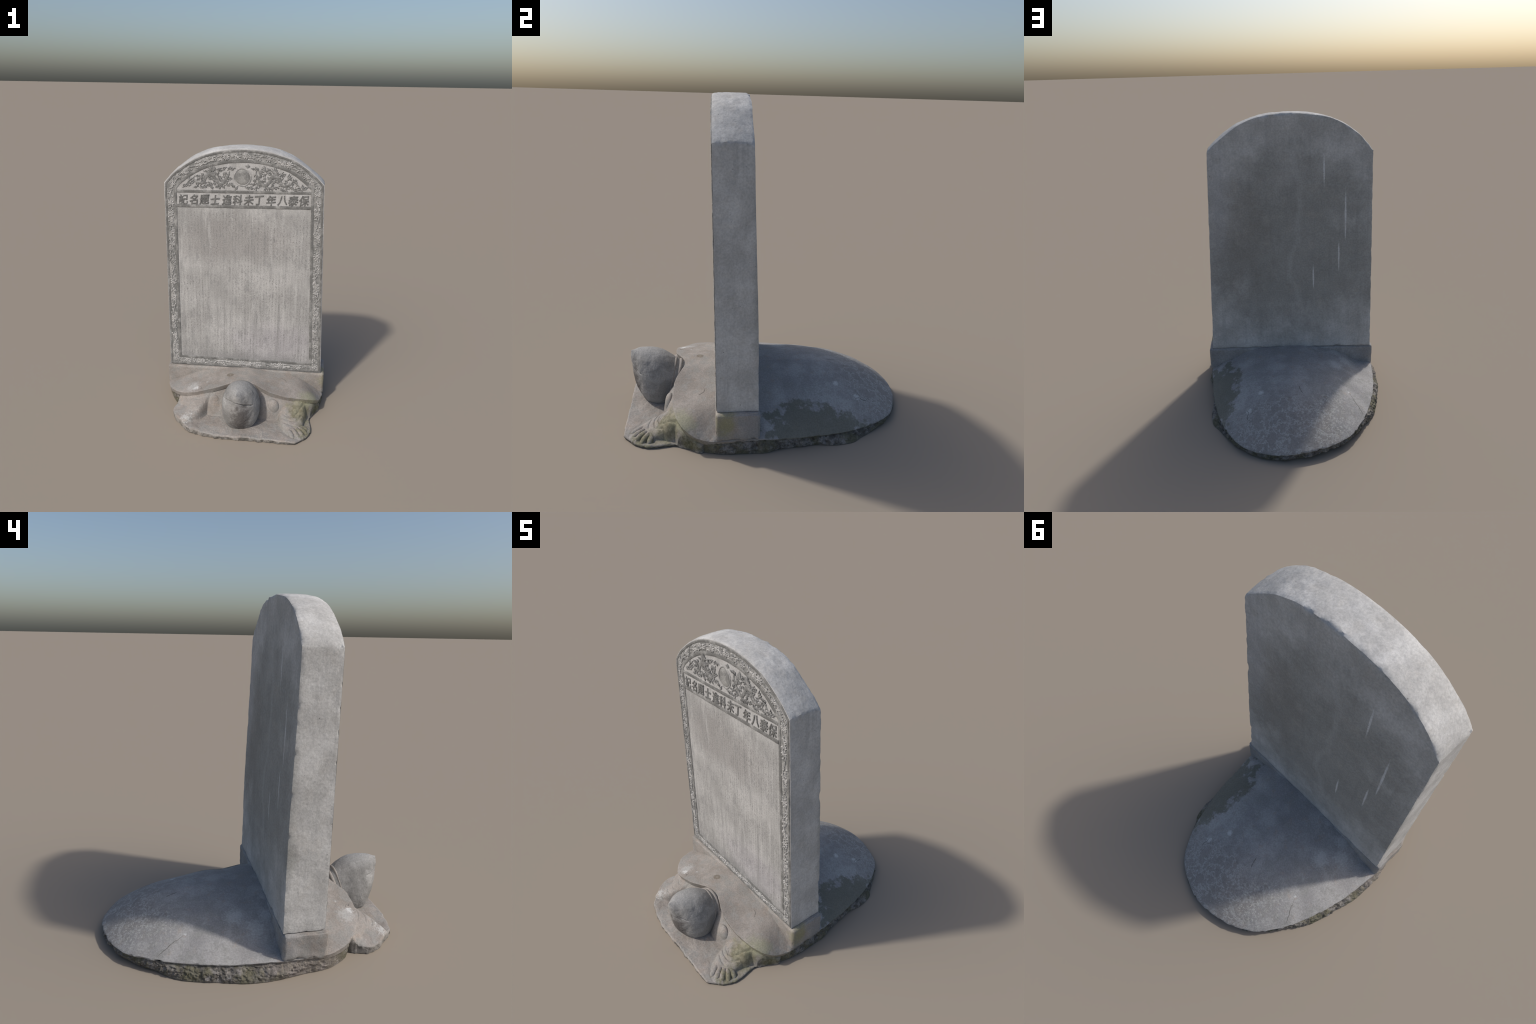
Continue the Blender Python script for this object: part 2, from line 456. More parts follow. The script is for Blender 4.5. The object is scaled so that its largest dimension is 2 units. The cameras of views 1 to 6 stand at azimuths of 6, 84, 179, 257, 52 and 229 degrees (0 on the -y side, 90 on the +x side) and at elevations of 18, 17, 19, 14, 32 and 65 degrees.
# ------------------------------------------------------------------ front relief
def offset_loop(d, n_side=120, n_arch=260, n_foot=120):
    """Closed loop (x, z) lying d inside the outline of the front face."""
    a = np.array(_arch)
    t = np.gradient(a, axis=0)
    t /= np.linalg.norm(t, axis=1)[:, None]
    off = a + np.stack([t[:, 1], -t[:, 0]], 1) * d
    xl, xr = side_left(1.7) + d, side_right(1.7) - d
    keep = (off[:, 0] > xl) & (off[:, 0] < xr)
    zl = np.interp(xl, off[:, 0], off[:, 1])
    zr = np.interp(xr, off[:, 0], off[:, 1])
    ax = np.linspace(xl, xr, n_arch)
    az = np.interp(ax, off[:, 0], off[:, 1])
    zb = lambda x: foot_z(x) + d * 0.9
    lz = np.linspace(zb(-0.5), zl, n_side, endpoint=False)
    left = np.stack([side_left(lz) + d, lz], 1)
    rz = np.linspace(zr, zb(0.5), n_side, endpoint=False)
    right = np.stack([side_right(rz) - d, rz], 1)
    fx = np.linspace(side_right(0.3) - d, side_left(0.3) + d, n_foot, endpoint=False)
    foot = np.stack([fx, zb(fx)], 1)
    return np.concatenate([left, np.stack([ax, az], 1), right[1:], foot])


def on_face(xz, h):
    xz = np.asarray(xz, float)
    return np.stack([xz[:, 0], front_y(xz[:, 0], xz[:, 1]) - h, xz[:, 1]], 1)


def band(name, d1, d2, h, material):
    s = 0.003
    rows = []
    for d, hh in ((d1, -0.004), (d1 + 0.0005, h * 0.7), (d1 + s, h), (d2 - s, h), (d2 - 0.0005, h * 0.7), (d2, -0.004)):
        L = offset_loop(d)
        q = on_face(L, hh)
        if hh > 0:
            q[:, 1] += fbm(q, 25, 3, 8) * 0.0025
        rows.append(q)
    n = len(rows[0])
    return make_object(name, np.concatenate(rows), grid_faces(len(rows), n, True), material, slab, 40)


border_ground = relief_material("border_ground_stone", (0.19, 0.19, 0.182), (0.36, 0.352, 0.338), (0.36, 0.64), 20)
band("border_ground", 0.020, 0.073, 0.0010, border_ground)
band("outer_fillet", 0.006, 0.021, 0.0035, M_BAND)
band("inner_fillet", 0.072, 0.093, 0.0035, M_BAND)


def raised_bar(name, x0, x1, z0, z1, tilt, h, material):
    n = 90
    x = np.linspace(x0, x1, n)
    rows = []
    for zz, hh in ((z0, -0.004), (z0 + 0.0005, h * 0.7), (z0 + 0.003, h), (z1 - 0.003, h), (z1 - 0.0005, h * 0.7), (z1, -0.004)):
        q = on_face(np.stack([x, zz + tilt * x], 1), hh)
        q[:, 1] += fbm(q, 25, 3, 9) * 0.002 * (hh > 0)
        rows.append(q)
    return make_object(name, np.concatenate(rows), grid_faces(6, n), material, slab, 40)


TILT = 0.022
raised_bar("crossbar", -0.496, 0.468, 1.678, 1.698, TILT, 0.0035, M_BAND)
raised_bar("crossbar", -0.496, 0.470, 1.569, 1.592, TILT, 0.0030, M_BAND)


class Relief:
    """Collects raised strokes and petals lying on the x-z plane; y is height (negative = out)."""

    def __init__(self):
        self.v, self.f = [], []

    def stroke(self, pts, widths, h, n=22):
        pts = catmull(pts, n) if len(pts) > 2 else np.linspace(pts[0], pts[1], n)
        w = np.interp(np.linspace(0, 1, n), np.linspace(0, 1, len(widths)), widths)
        t = np.gradient(pts, axis=0)
        t /= np.linalg.norm(t, axis=1)[:, None] + 1e-9
        nn = np.stack([-t[:, 1], t[:, 0]], 1)
        base = len(self.v)
        prof = ((-1, -0.003), (-0.85, 0.65), (-0.4, 1.0), (0.4, 1.0), (0.85, 0.65), (1, -0.003))
        for i in range(n):
            hh = h * min(1.0, 0.35 + w[i] / 0.004)
            for a, b in prof:
                q = pts[i] + nn[i] * w[i] * a
                self.v.append((q[0], -(b * hh if b > 0 else b), q[1]))
        self.f += grid_faces(n, 6, False, base)
        self.f.append(tuple(base + k for k in range(6))[::-1])
        self.f.append(tuple(base + (n - 1) * 6 + k for k in range(6)))

    def spiral(self, c, r, start, turns, w, h, hand=1):
        k = np.linspace(0, 1, 14)
        a = start + hand * turns * 2 * np.pi * k
        rr = r * (1 - 0.82 * k)
        self.stroke(np.stack([c[0] + rr * np.cos(a), c[1] + rr * np.sin(a)], 1), [w * 0.5, w, w, w * 0.8], h, 30)

    def petal(self, c, ang, r0, r1, w, h):
        d = np.array([math.cos(ang), math.sin(ang)])
        p = [np.array(c) + d * (r0 + (r1 - r0) * t) for t in (0, 0.35, 0.7, 1)]
        self.stroke(p, [w * 0.35, w * 0.9, w, w * 0.3], h, 8)

    def build(self, name, material, parent, on_slab=True, kind=None):
        v = np.array(self.v)
        if on_slab:
            v[:, 1] += front_y(v[:, 0], v[:, 2])
        return make_object(name, v, self.f, material, parent, 50, kind)


def place_on_face(ob, x, z, rot, scale):
    lean = math.atan2(0.0255, 1.48)
    ob.location = (x, float(front_y(x, z)), z)
    ob.rotation_euler = (lean, rot, 0)
    ob.scale = (scale, 1, scale)
    ob.parent = slab


# --- scrolling vine in the border
mid = offset_loop(0.0465)
seg = np.linalg.norm(np.diff(np.vstack([mid, mid[:1]]), axis=0), axis=1)
arc = np.concatenate([[0], np.cumsum(seg)])
length = arc[-1]
closed = np.vstack([mid, mid[:1]])


def along(s):
    s = np.asarray(s) % length
    p = np.stack([np.interp(s, arc, closed[:, 0]), np.interp(s, arc, closed[:, 1])], -1)
    q = np.stack([np.interp((s + 0.004) % length, arc, closed[:, 0]), np.interp((s + 0.004) % length, arc, closed[:, 1])], -1)
    t = q - p
    t /= np.linalg.norm(t, axis=-1, keepdims=True) + 1e-9
    return p, t, np.stack([-t[..., 1], t[..., 0]], -1)


flower_meshes = []
for petals, two in ((8, True), (10, False), (7, True)):
    R = Relief()
    for k in range(petals):
        R.petal((0, 0), 2 * math.pi * k / petals, 0.006, 0.0235, 0.0052, 0.0058)
    if two:
        for k in range(5):
            R.petal((0, 0), 2 * math.pi * (k + 0.5) / 5, 0.0, 0.011, 0.0034, 0.0068)
    else:
        R.spiral((0, 0), 0.007, 0, 1.2, 0.0022, 0.005)
    ob = R.build("flower_relief", M_VINE, slab, False)
    flower_meshes.append(ob.data)
    bpy.data.objects.remove(ob)

vine = Relief()
pitch = length / 34
s_all = np.arange(0, length, 0.006)
p, t, nn = along(s_all)
stem = p + nn * (0.013 * np.sin(2 * np.pi * s_all / (2 * pitch)))[:, None]
for i in range(0, len(stem) - 12, 11):
    vine.stroke(stem[i:i + 13:3], [0.0028, 0.0038, 0.0028], 0.0045, 14)
r2 = np.random.default_rng(21)
for k in range(34):
    s0 = k * pitch + pitch * 0.5 + r2.uniform(-0.008, 0.008)
    pc, tc, nc = along(s0)
    side = 1 if k % 2 else -1
    if k % 2 == 0 or r2.random() < 0.35:
        o = bpy.data.objects.new("flower_relief", flower_meshes[int(r2.integers(3))])
        COL.objects.link(o)
        c = pc + nc * side * 0.002
        place_on_face(o, c[0], c[1], r2.uniform(0, 6.28), r2.uniform(0.95, 1.15))
    else:
        vine.spiral(pc - nc * side * 0.004, 0.017, r2.uniform(0, 6.28), 1.3, 0.0032, 0.0052, side)
    for j in range(24):
        sj = s0 + r2.uniform(-0.5, 0.5) * pitch
        pj, tj, nj = along(sj)
        off = r2.uniform(-0.019, 0.019)
        if abs(sj - s0) < 0.022 and k % 2 == 0:
            continue
        a = math.atan2(tj[1], tj[0]) + r2.uniform(-1.2, 1.2) + (0 if off > 0 else math.pi)
        c = pj + nj * off
        L = r2.uniform(0.011, 0.021)
        d = np.array([math.cos(a), math.sin(a)])
        b = np.array([-d[1], d[0]]) * r2.uniform(-0.4, 0.4) * L
        lim = lambda q: q
        vine.stroke([c - d * L * 0.5, c + b, c + d * L * 0.5], [0.0016, r2.uniform(0.0036, 0.0060), 0.0012], 0.0050, 9)
# small lobed medallion at the crown of the arch
top_s = arc[np.argmax(closed[:-1, 1])]
vine.build("vine_scroll", M_VINE, slab, True, "stuff")

# --- sun disc with its ring in the lunette
SUN = np.array([-0.018, 1.794])
a = np.linspace(0, 2 * np.pi, 72, endpoint=False)


def revolve(profile):
    rows = [np.stack([SUN[0] + r * np.cos(a), np.full_like(a, -h), SUN[1] + r * 1.03 * np.sin(a)], 1) for r, h in profile]
    v = np.concatenate(rows)
    v[:, 1] += front_y(v[:, 0], v[:, 2])
    return v, grid_faces(len(rows), len(a), True)


v, f = revolve([(0.0005, 0.005), (0.03, 0.0048), (0.049, 0.0035), (0.053, 0.001), (0.0535, -0.003)])
make_object("sun_disc", v, f, relief_material("sun_disc_stone", (0.20, 0.197, 0.19), (0.33, 0.325, 0.31), (0.4, 0.6), 12), slab, 40)
v, f = revolve([(0.0555, -0.003), (0.056, 0.003), (0.059, 0.004), (0.064, 0.003), (0.0645, -0.003)])
make_object("sun_ring", v, f, M_VINE, slab, 40)

# --- dragons and clouds filling the lunette
def lunette_top(x):
    return np.interp(x, inner_loop[:, 0], inner_loop[:, 1])


_in = offset_loop(0.098)
_k = np.argsort(_in[120:380, 0])
inner_loop = _in[120:380][_k]


def inside_lunette(x, z, m=0.0):
    return -0.478 + m < x < 0.452 - m and 1.704 + m * 0.5 < z < lunette_top(x) - m


occupied = [(SUN[0], SUN[1], 0.072)]
for sgn in (-1, 1):
    R = Relief()
    mx = lambda px, pz: (SUN[0] + sgn * px, SUN[1] + pz)
    body = [mx(0.095, 0.025), mx(0.125, -0.03), mx(0.165, -0.055), mx(0.20, -0.01), mx(0.225, 0.028), mx(0.26, 0.0), mx(0.285, -0.05), mx(0.33, -0.045), mx(0.36, -0.02), mx(0.40, -0.05)]
    R.stroke(body[:], [0.006, 0.011, 0.012, 0.012, 0.011, 0.010, 0.008, 0.006, 0.003], 0.005, 90)
    # head with snout, eye, whiskers and mane
    R.stroke([mx(0.20, 0.0), mx(0.225, 0.012), mx(0.25, 0.010), mx(0.272, 0.0)], [0.014, 0.019, 0.013, 0.004], 0.006, 20)
    for ang, L in ((1.2, 0.045), (1.55, 0.055), (1.9, 0.05), (2.3, 0.04), (0.85, 0.035), (2.7, 0.035)):
        d = np.array([sgn * math.cos(ang) * -1, math.sin(ang)])
        c = np.array(mx(0.22, 0.03))
        R.stroke([c, c + d * L * 0.5 + np.array([0.005, 0]), c + d * L], [0.004, 0.0055, 0.001], 0.005, 12)
    for i, q in enumerate(catmull(body, 24)):
        if i % 2:
            continue
        for s2 in (-1, 1):
            d = np.array([r2.uniform(-0.6, 0.6), s2]) * r2.uniform(0.015, 0.026)
            R.stroke([q, q + d * 0.6 + r2.normal(size=2) * 0.003, q + d], [0.004, 0.004, 0.001], 0.0042, 8)
        occupied.append((q[0], q[1], 0.018))
    R.build("dragon_relief", M_CARVE, slab, True)

cloud_meshes = []
for kind in range(6):
    R = Relief()
    if kind < 2:
        R.spiral((0, 0), 0.014, 0, 1.3, 0.0048, 0.0050, 1 if kind else -1)
        R.stroke([(0.013, 0), (0.022, 0.006), (0.034, 0.002)], [0.004, 0.005, 0.001], 0.0045, 12)
        R.stroke([(-0.012, -0.006), (-0.022, -0.008), (-0.03, 0.0)], [0.004, 0.004, 0.001], 0.004, 12)
    elif kind < 4:
        for q in ((0, 0), (0.013, 0.006), (-0.012, 0.006), (0.003, 0.014)):
            R.stroke([(q[0] - 0.006, q[1]), (q[0], q[1] + 0.002), (q[0] + 0.006, q[1])], [0.003, 0.0062, 0.003], 0.0046, 8)
        R.stroke([(-0.012, -0.004), (-0.028, -0.010), (-0.036, -0.002)], [0.005, 0.0045, 0.001], 0.0042, 10)
    else:
        for dx in (-0.012, 0, 0.012):
            R.stroke([(dx * 0.6, -0.012), (dx + 0.004, 0.002), (dx * 1.3, 0.018)], [0.005, 0.0055, 0.001], 0.0045, 10)
        if kind == 5:
            R.spiral((0.018, -0.010), 0.009, 1, 1.2, 0.0028, 0.0045)
    o = R.build("cloud_relief", M_CARVE, slab, False)
    cloud_meshes.append(o.data)
    bpy.data.objects.remove(o)
r3 = np.random.default_rng(33)
count = 0
for _ in range(9000):
    x, z = r3.uniform(-0.48, 0.455), r3.uniform(1.70, 1.90)
    sc = r3.uniform(0.55, 1.15)
    if not inside_lunette(x, z, 0.010 + 0.014 * sc):
        continue
    if any((x - ox) ** 2 + (z - oz) ** 2 < (0.55 * rr + 0.017 * sc) ** 2 if rr < 0.05 else (x - ox) ** 2 + (z - oz) ** 2 < (rr + 0.018 * sc) ** 2 for ox, oz, rr in occupied):
        continue
    occupied.append((x, z, 0.024 * sc))
    o = bpy.data.objects.new("cloud_relief", cloud_meshes[int(r3.integers(6))])
    COL.objects.link(o)
    place_on_face(o, x, z, r3.uniform(-0.9, 0.9) + (math.pi if r3.random() < 0.4 else 0), sc)
    count += 1
    if count > 150:
        break

# --- title: twelve carved characters
TITLE = "\u8a18\u540d\u984c\u58eb\u9032\u79d1\u672a\u4e01\u5e74\u516b\u6cf0\u4fdd"
CHAR_X = [-0.452, -0.373, -0.295, -0.216, -0.132, -0.055, 0.026, 0.104, 0.188, 0.268, 0.345, 0.421]
for ch, cx in zip(TITLE, CHAR_X):
    cu = bpy.data.curves.new("carved_character", "FONT")
    cu.body = ch
    cu.size = 0.077
    cu.align_x = "CENTER"
    cu.extrude = 0.003
    cu.offset = 0.0006
    cu.bevel_depth = 0.0011
    cu.bevel_resolution = 0
    cu.shear = 0.12
    cu.resolution_u = 3
    tmp = bpy.data.objects.new("tmp", cu)
    COL.objects.link(tmp)
    bpy.context.view_layer.update()
    me = bpy.data.meshes.new_from_object(tmp)
    bpy.data.objects.remove(tmp)
    co = np.zeros(len(me.vertices) * 3)
    me.vertices.foreach_get("co", co)
    co = co.reshape(-1, 3)
    co[:, 0] -= (co[:, 0].max() + co[:, 0].min()) / 2
    co[:, 1] -= (co[:, 1].max() + co[:, 1].min()) / 2
    x = cx + co[:, 0] * 0.92
    z = 1.626 + 0.012 * cx / 0.45 + 0.004 + co[:, 1] + 0.10 * co[:, 0]
    out = np.stack([x, front_y(x, z) - co[:, 2], z], 1)
    me.vertices.foreach_set("co", out.ravel())
    me.materials.clear()
    me.materials.append(M_INK)
    me.name = "carved_character"
    me.update()
    ob = bpy.data.objects.new("carved_character", me)
    COL.objects.link(ob)
    ob.parent = slab

# ------------------------------------------------------------------ socket block under the slab
pts, faces = box_surface(120, 26, 26)
s, u, t = pts.T
P = np.stack([-0.617 + 1.253 * s, -0.329 + 0.253 * u + 0.0 * s, 0.03 + (0.256 + 0.0095 * (2 * s - 1) - 0.03) * t], 1)
e = np.minimum(pts, 1 - pts) * np.array([1.24, 0.245, 0.22])
ed = np.sort(e, 1)[:, 1]
top_edge = (t > 0.5)
inward = np.stack([-np.sign(s - 0.5) * (e[:, 0] < 0.02), -np.sign(u - 0.5) * (e[:, 1] < 0.02), -np.sign(t - 0.5) * (e[:, 2] < 0.02)], 1)
round_r = 0.012 + 0.006 * fbm(P, 7, 2, 2)
P += inward * (np.clip(1 - ed / 0.016, 0, 1) ** 2 * round_r * 0.6)[:, None]
nrm = np.stack([(s > 0.999) * 1.0 - (s < 0.001), (u > 0.999) * 1.0 - (u < 0.001), (t > 0.999) * 0.2], 1)
low = smooth(0.14, 0.07, P[:, 2])
P += nrm * (fbm(P, 10, 4, 6) * 0.006 + fbm(P, 30, 4, 7) * (0.001 + 0.010 * low))[:, None]
P[:, 0] -= np.sign(P[:, 0]) * 0.035 * smooth(0.105, 0.075, P[:, 2] + fbm(P, 20, 3, 27) * 0.02) * (e[:, 0] < 0.02)
socket = make_object("socket_block", P, faces, M_SOCKET, root, 50)

# ------------------------------------------------------------------ turtle shell
RIM = [(0.631, -0.326, 0.090), (0.624, -0.366, 0.088), (0.612, -0.415, 0.094), (0.600, -0.464, 0.113), (0.580, -0.508, 0.139), (0.545, -0.540, 0.160),
       (0.505, -0.560, 0.172), (0.429, -0.579, 0.188), (0.356, -0.589, 0.200), (0.280, -0.591, 0.217), (0.224, -0.587, 0.232), (0.170, -0.575, 0.250),
       (0.121, -0.553, 0.262), (0.065, -0.535, 0.267), (0.000, -0.532, 0.264), (-0.055, -0.545, 0.257), (-0.108, -0.566, 0.249), (-0.172, -0.594, 0.238),
       (-0.248, -0.603, 0.217), (-0.318, -0.604, 0.196), (-0.375, -0.595, 0.180), (-0.431, -0.568, 0.157), (-0.485, -0.534, 0.139), (-0.530, -0.496, 0.130),
       (-0.560, -0.460, 0.122), (-0.585, -0.410, 0.112), (-0.607, -0.337, 0.103), (-0.614, -0.200, 0.100), (-0.612, -0.063, 0.100), (-0.596, 0.082, 0.094),
       (-0.574, 0.223, 0.089), (-0.537, 0.363, 0.086), (-0.485, 0.502, 0.084), (-0.456, 0.576, 0.085), (-0.420, 0.639, 0.080), (-0.354, 0.728, 0.073),
       (-0.274, 0.790, 0.067), (-0.163, 0.850, 0.065), (-0.019, 0.887, 0.060), (0.113, 0.887, 0.050), (0.266, 0.841, 0.042), (0.379, 0.766, 0.046),
       (0.471, 0.632, 0.052), (0.523, 0.505, 0.054), (0.559, 0.376, 0.061), (0.588, 0.241, 0.072), (0.604, 0.092, 0.073), (0.623, -0.059, 0.084), (0.629, -0.200, 0.087)]
SC = np.array([0.012, 0.10])
_rim = catmull(RIM, 1600, True)
_ang = np.arctan2(_rim[:, 1] - SC[1], _rim[:, 0] - SC[0])
_o = np.argsort(_ang)
_ang, _rimo = _ang[_o], _rim[_o]
_rad = np.hypot(_rimo[:, 0] - SC[0], _rimo[:, 1] - SC[1])
per = 2 * np.pi


def rim_at(th):
    th = (np.asarray(th) + np.pi) % per - np.pi
    return np.interp(th, _ang, _rad, period=per), np.interp(th, _ang, _rimo[:, 2], period=per)


CROWN = 0.263


def dome_power(th):
    """The dome is fuller along the tail and flatter at the sides."""
    deg = [-180, -142, -130, -90, -52, -40, -20, 0, 30, 60, 90, 120, 150, 180]
    return np.interp(np.degrees((np.asarray(th) + np.pi) % per - np.pi), deg, [2.0, 2.0, 2.5, 2.4, 3.0, 3.5, 2.6, 1.95, 2.05, 2.3, 2.75, 2.4, 2.1, 2.0])


def dome_z(rho, zr, power, th):
    g = 1 - np.clip(rho, 0, 1.2) ** power
    # hollows beside the socket block, deeper on the left
    away = lambda a: np.exp(-(((np.asarray(th) - a + np.pi) % per - np.pi) / 0.33) ** 2)
    g = g - 0.23 * away(-2.92) * np.exp(-((rho - 0.79) / 0.15) ** 2) - 0.09 * away(-0.22) * np.exp(-((rho - 0.66) / 0.13) ** 2)
    return zr + (CROWN - zr) * g


NT = 840
th = np.linspace(-np.pi, np.pi, NT, endpoint=False)
R, ZR = rim_at(th)
rows = []
rhos = np.concatenate([np.linspace(0.01, 0.93, 60), np.linspace(0.94, 0.994, 9)])
for rho in rhos:
    x, y = SC[0] + rho * R * np.cos(th), SC[1] + rho * R * np.sin(th)
    z = dome_z(rho, ZR, dome_power(th), th)
    keel = np.exp(-np.abs(x - 0.014) / 0.03) * smooth(0.55, 0.15, y) * smooth(-0.5, -0.1, y)
    full = 0.014 * np.exp(-((x - 0.11) ** 2 + (y - 0.60) ** 2) / 0.19**2) + 0.007 * np.exp(-((x - 0.42) ** 2 + (y - 0.20) ** 2) / 0.11**2)
    rows.append(np.stack([x, y, z + 0.005 * keel + full], 1))
chip = np.clip(fbm(np.stack([np.cos(th) * R, np.sin(th) * R, ZR], 1), 16, 4, 9) - 0.15, 0, 1)
chip = chip + 0.7 * np.exp(-((th - math.atan2(0.47, -0.46)) / 0.022) ** 2) + 0.4 * np.exp(-((th - math.atan2(0.56, -0.42)) / 0.04) ** 2)
front = smooth(-0.2, -0.45, SC[1] + R * np.sin(th))
lip = 0.014 + 0.022 * front
for dr, dz in ((0.0, -0.002), (-0.001, -0.006), (-0.005, -0.5), (-0.010, -1.0), (-0.05, -1.10)):
    rr = R + dr - chip * 0.02 * (1 - front)
    z = ZR + (dz if dz > -0.1 else dz * lip)
    rows.append(np.stack([SC[0] + rr * np.cos(th), SC[1] + rr * np.sin(th), z], 1))
V = np.concatenate(rows)
n_dome = len(rhos) * NT
V[:, 2] += fbm(V, 5, 4, 12) * 0.004
V[n_dome:, :2] += (fbm(V[n_dome:], 25, 3, 13) * 0.004)[:, None] * np.stack([np.cos(np.tile(th, 5)), np.sin(np.tile(th, 5))], 1)
F = grid_faces(len(rows), NT, True)
V = np.vstack([V, [[SC[0], SC[1], CROWN + 0.005]]])
F += [(len(V) - 1, i, (i + 1) % NT) for i in range(NT)]
turtle = root
shell = make_object("shell", V, F, M_SHELL, turtle, 40)
recalc(shell)

# hairline cracks on the shell: jagged strips proud of the dome, coloured dark for crack shadow
def shell_point(x, y):
    t0 = np.arctan2(y - SC[1], x - SC[0])
    r0, z0 = rim_at(t0)
    rho = np.hypot(x - SC[0], y - SC[1]) / r0
    z = dome_z(rho, z0, dome_power(t0), t0)
    z = z + 0.005 * np.exp(-np.abs(x - 0.014) / 0.03) * smooth(0.55, 0.15, y) * smooth(-0.5, -0.1, y)
    z = z + 0.014 * np.exp(-((x - 0.11) ** 2 + (y - 0.60) ** 2) / 0.19**2) + 0.007 * np.exp(-((x - 0.42) ** 2 + (y - 0.20) ** 2) / 0.11**2)
    return z + fbm(np.stack([x, y, z], 1), 5, 4, 12) * 0.004


crack_stone = relief_material("crack_shadow_stone", (0.10, 0.096, 0.09), (0.20, 0.192, 0.18))
rc = np.random.default_rng(51)
for line, w in (([(-0.366, 0.430), (-0.385, 0.462), (-0.388, 0.480), (-0.412, 0.520), (-0.425, 0.548), (-0.436, 0.575)], 0.0022),
                ([(-0.020, 0.440), (-0.027, 0.470), (-0.040, 0.505)], 0.0028),
                ([(0.335, 0.560), (0.322, 0.590), (0.330, 0.625), (0.300, 0.660)], 0.0016),
                ([(0.300, -0.395), (0.332, -0.402), (0.350, -0.430)], 0.0013),
                ([(-0.310, -0.545), (-0.290, -0.557), (-0.297, -0.570), (-0.280, -0.578)], 0.0018)):
    c = catmull(line, 50) + rc.normal(size=(50, 2)) * 0.0012
    t = np.gradient(c, axis=0)
    t /= np.linalg.norm(t, axis=1)[:, None]
    nn2 = np.stack([-t[:, 1], t[:, 0]], 1) * (w * np.sin(np.linspace(0.1, np.pi - 0.1, 50)) * rc.uniform(0.5, 1.2, 50))[:, None]
    rows = []
    for k, up in ((-1.3, -0.002), (-0.8, 0.0008), (0.8, 0.0008), (1.3, -0.002)):
        q = c + nn2 * k
        rows.append(np.stack([q[:, 0], q[:, 1], shell_point(q[:, 0], q[:, 1]) + up], 1))
    make_object("crack", np.concatenate(rows), grid_faces(4, 50), crack_stone, shell, 60)

# ------------------------------------------------------------------ rough-hewn flank below the shell
GROUND = [(0.60, -0.40), (0.627, -0.289), (0.630, -0.18), (0.634, -0.05), (0.606, 0.04), (0.592, 0.172), (0.577, 0.278), (0.589, 0.372), (0.572, 0.49),
          (0.530, 0.553), (0.450, 0.664), (0.336, 0.789), (0.23, 0.849), (0.157, 0.869), (0.071, 0.871), (-0.034, 0.857), (-0.116, 0.826), (-0.25, 0.757),
          (-0.360, 0.675), (-0.425, 0.590), (-0.533, 0.464), (-0.595, 0.256), (-0.630, 0.116), (-0.634, -0.015), (-0.616, -0.15), (-0.606, -0.205),
          (-0.589, -0.336), (-0.55, -0.42), (-0.49, -0.49), (-0.38, -0.52), (-0.18, -0.50), (0.05, -0.46), (0.25, -0.50), (0.42, -0.50), (0.545, -0.46)]
gr = catmull(GROUND, 1200, True)
ga = np.arctan2(gr[:, 1] - SC[1], gr[:, 0] - SC[0])
o = np.argsort(ga)
RG = np.interp(th, ga[o], np.hypot(gr[o, 0] - SC[0], gr[o, 1] - SC[1]), period=per)
rows = []
ks = np.linspace(0, 1, 34)
for k in ks:
    top_r = R - 0.010
    rr = top_r + (RG - top_r) * k + (0.012 + 0.006 * (np.cos(th) < 0)) * np.sin(np.pi * k) * (1 - front)
    z = (ZR - 0.012) * (1 - k)
    x, y = SC[0] + rr * np.cos(th), SC[1] + rr * np.sin(th)
    q = np.stack([x, y, z], 1)
    crag = fbm(q, 11, 5, 15, 0.6) * 0.019 + np.abs(fbm(q, 26, 4, 16, 0.6)) * -0.024 + fbm(q * [1, 1, 1.6], 55, 3, 17) * 0.006
    crag *= np.sin(np.pi * np.clip(k * 0.85 + 0.12, 0, 1)) * (1 - 0.6 * front)
    q[:, 0] += crag * np.cos(th)
    q[:, 1] += crag * np.sin(th)
    q[:, 2] = np.maximum(q[:, 2], 0.0)
    rows.append(q)
V = np.concatenate(rows)
F = grid_faces(len(rows), NT, True)
F.append(tuple(range((len(rows) - 1) * NT, len(rows) * NT)))
flank = make_object("flank", V, F, M_FLANK, turtle, 60)
recalc(flank)

# ------------------------------------------------------------------ front body: base, legs and chest as one surface
EDGE = [(-0.30, -0.42), (-0.43, -0.48), (-0.468, -0.52), (-0.500, -0.605), (-0.494, -0.655), (-0.460, -0.712), (-0.419, -0.759), (-0.347, -0.829), (-0.265, -0.855),
        (-0.135, -0.881), (-0.009, -0.882), (0.117, -0.879), (0.299, -0.880), (0.420, -0.877), (0.455, -0.865), (0.522, -0.791), (0.551, -0.694), (0.538, -0.578), (0.578, -0.480), (0.600, -0.40), (0.40, -0.36), (0.0, -0.34)]
FC = np.array([0.03, -0.47])
ed = catmull(EDGE, 1400, True)
ea = np.arctan2(ed[:, 1] - FC[1], ed[:, 0] - FC[0])
o = np.argsort(ea)
NA, NR = 760, 190
fa = np.linspace(-np.pi, np.pi, NA, endpoint=False)
RE = np.interp(fa, ea[o], np.hypot(ed[o, 0] - FC[0], ed[o, 1] - FC[1]), period=per)
RE = RE + fbm(np.stack([np.cos(fa) * RE, np.sin(fa) * RE, 0 * fa], 1), 22, 4, 18) * 0.006


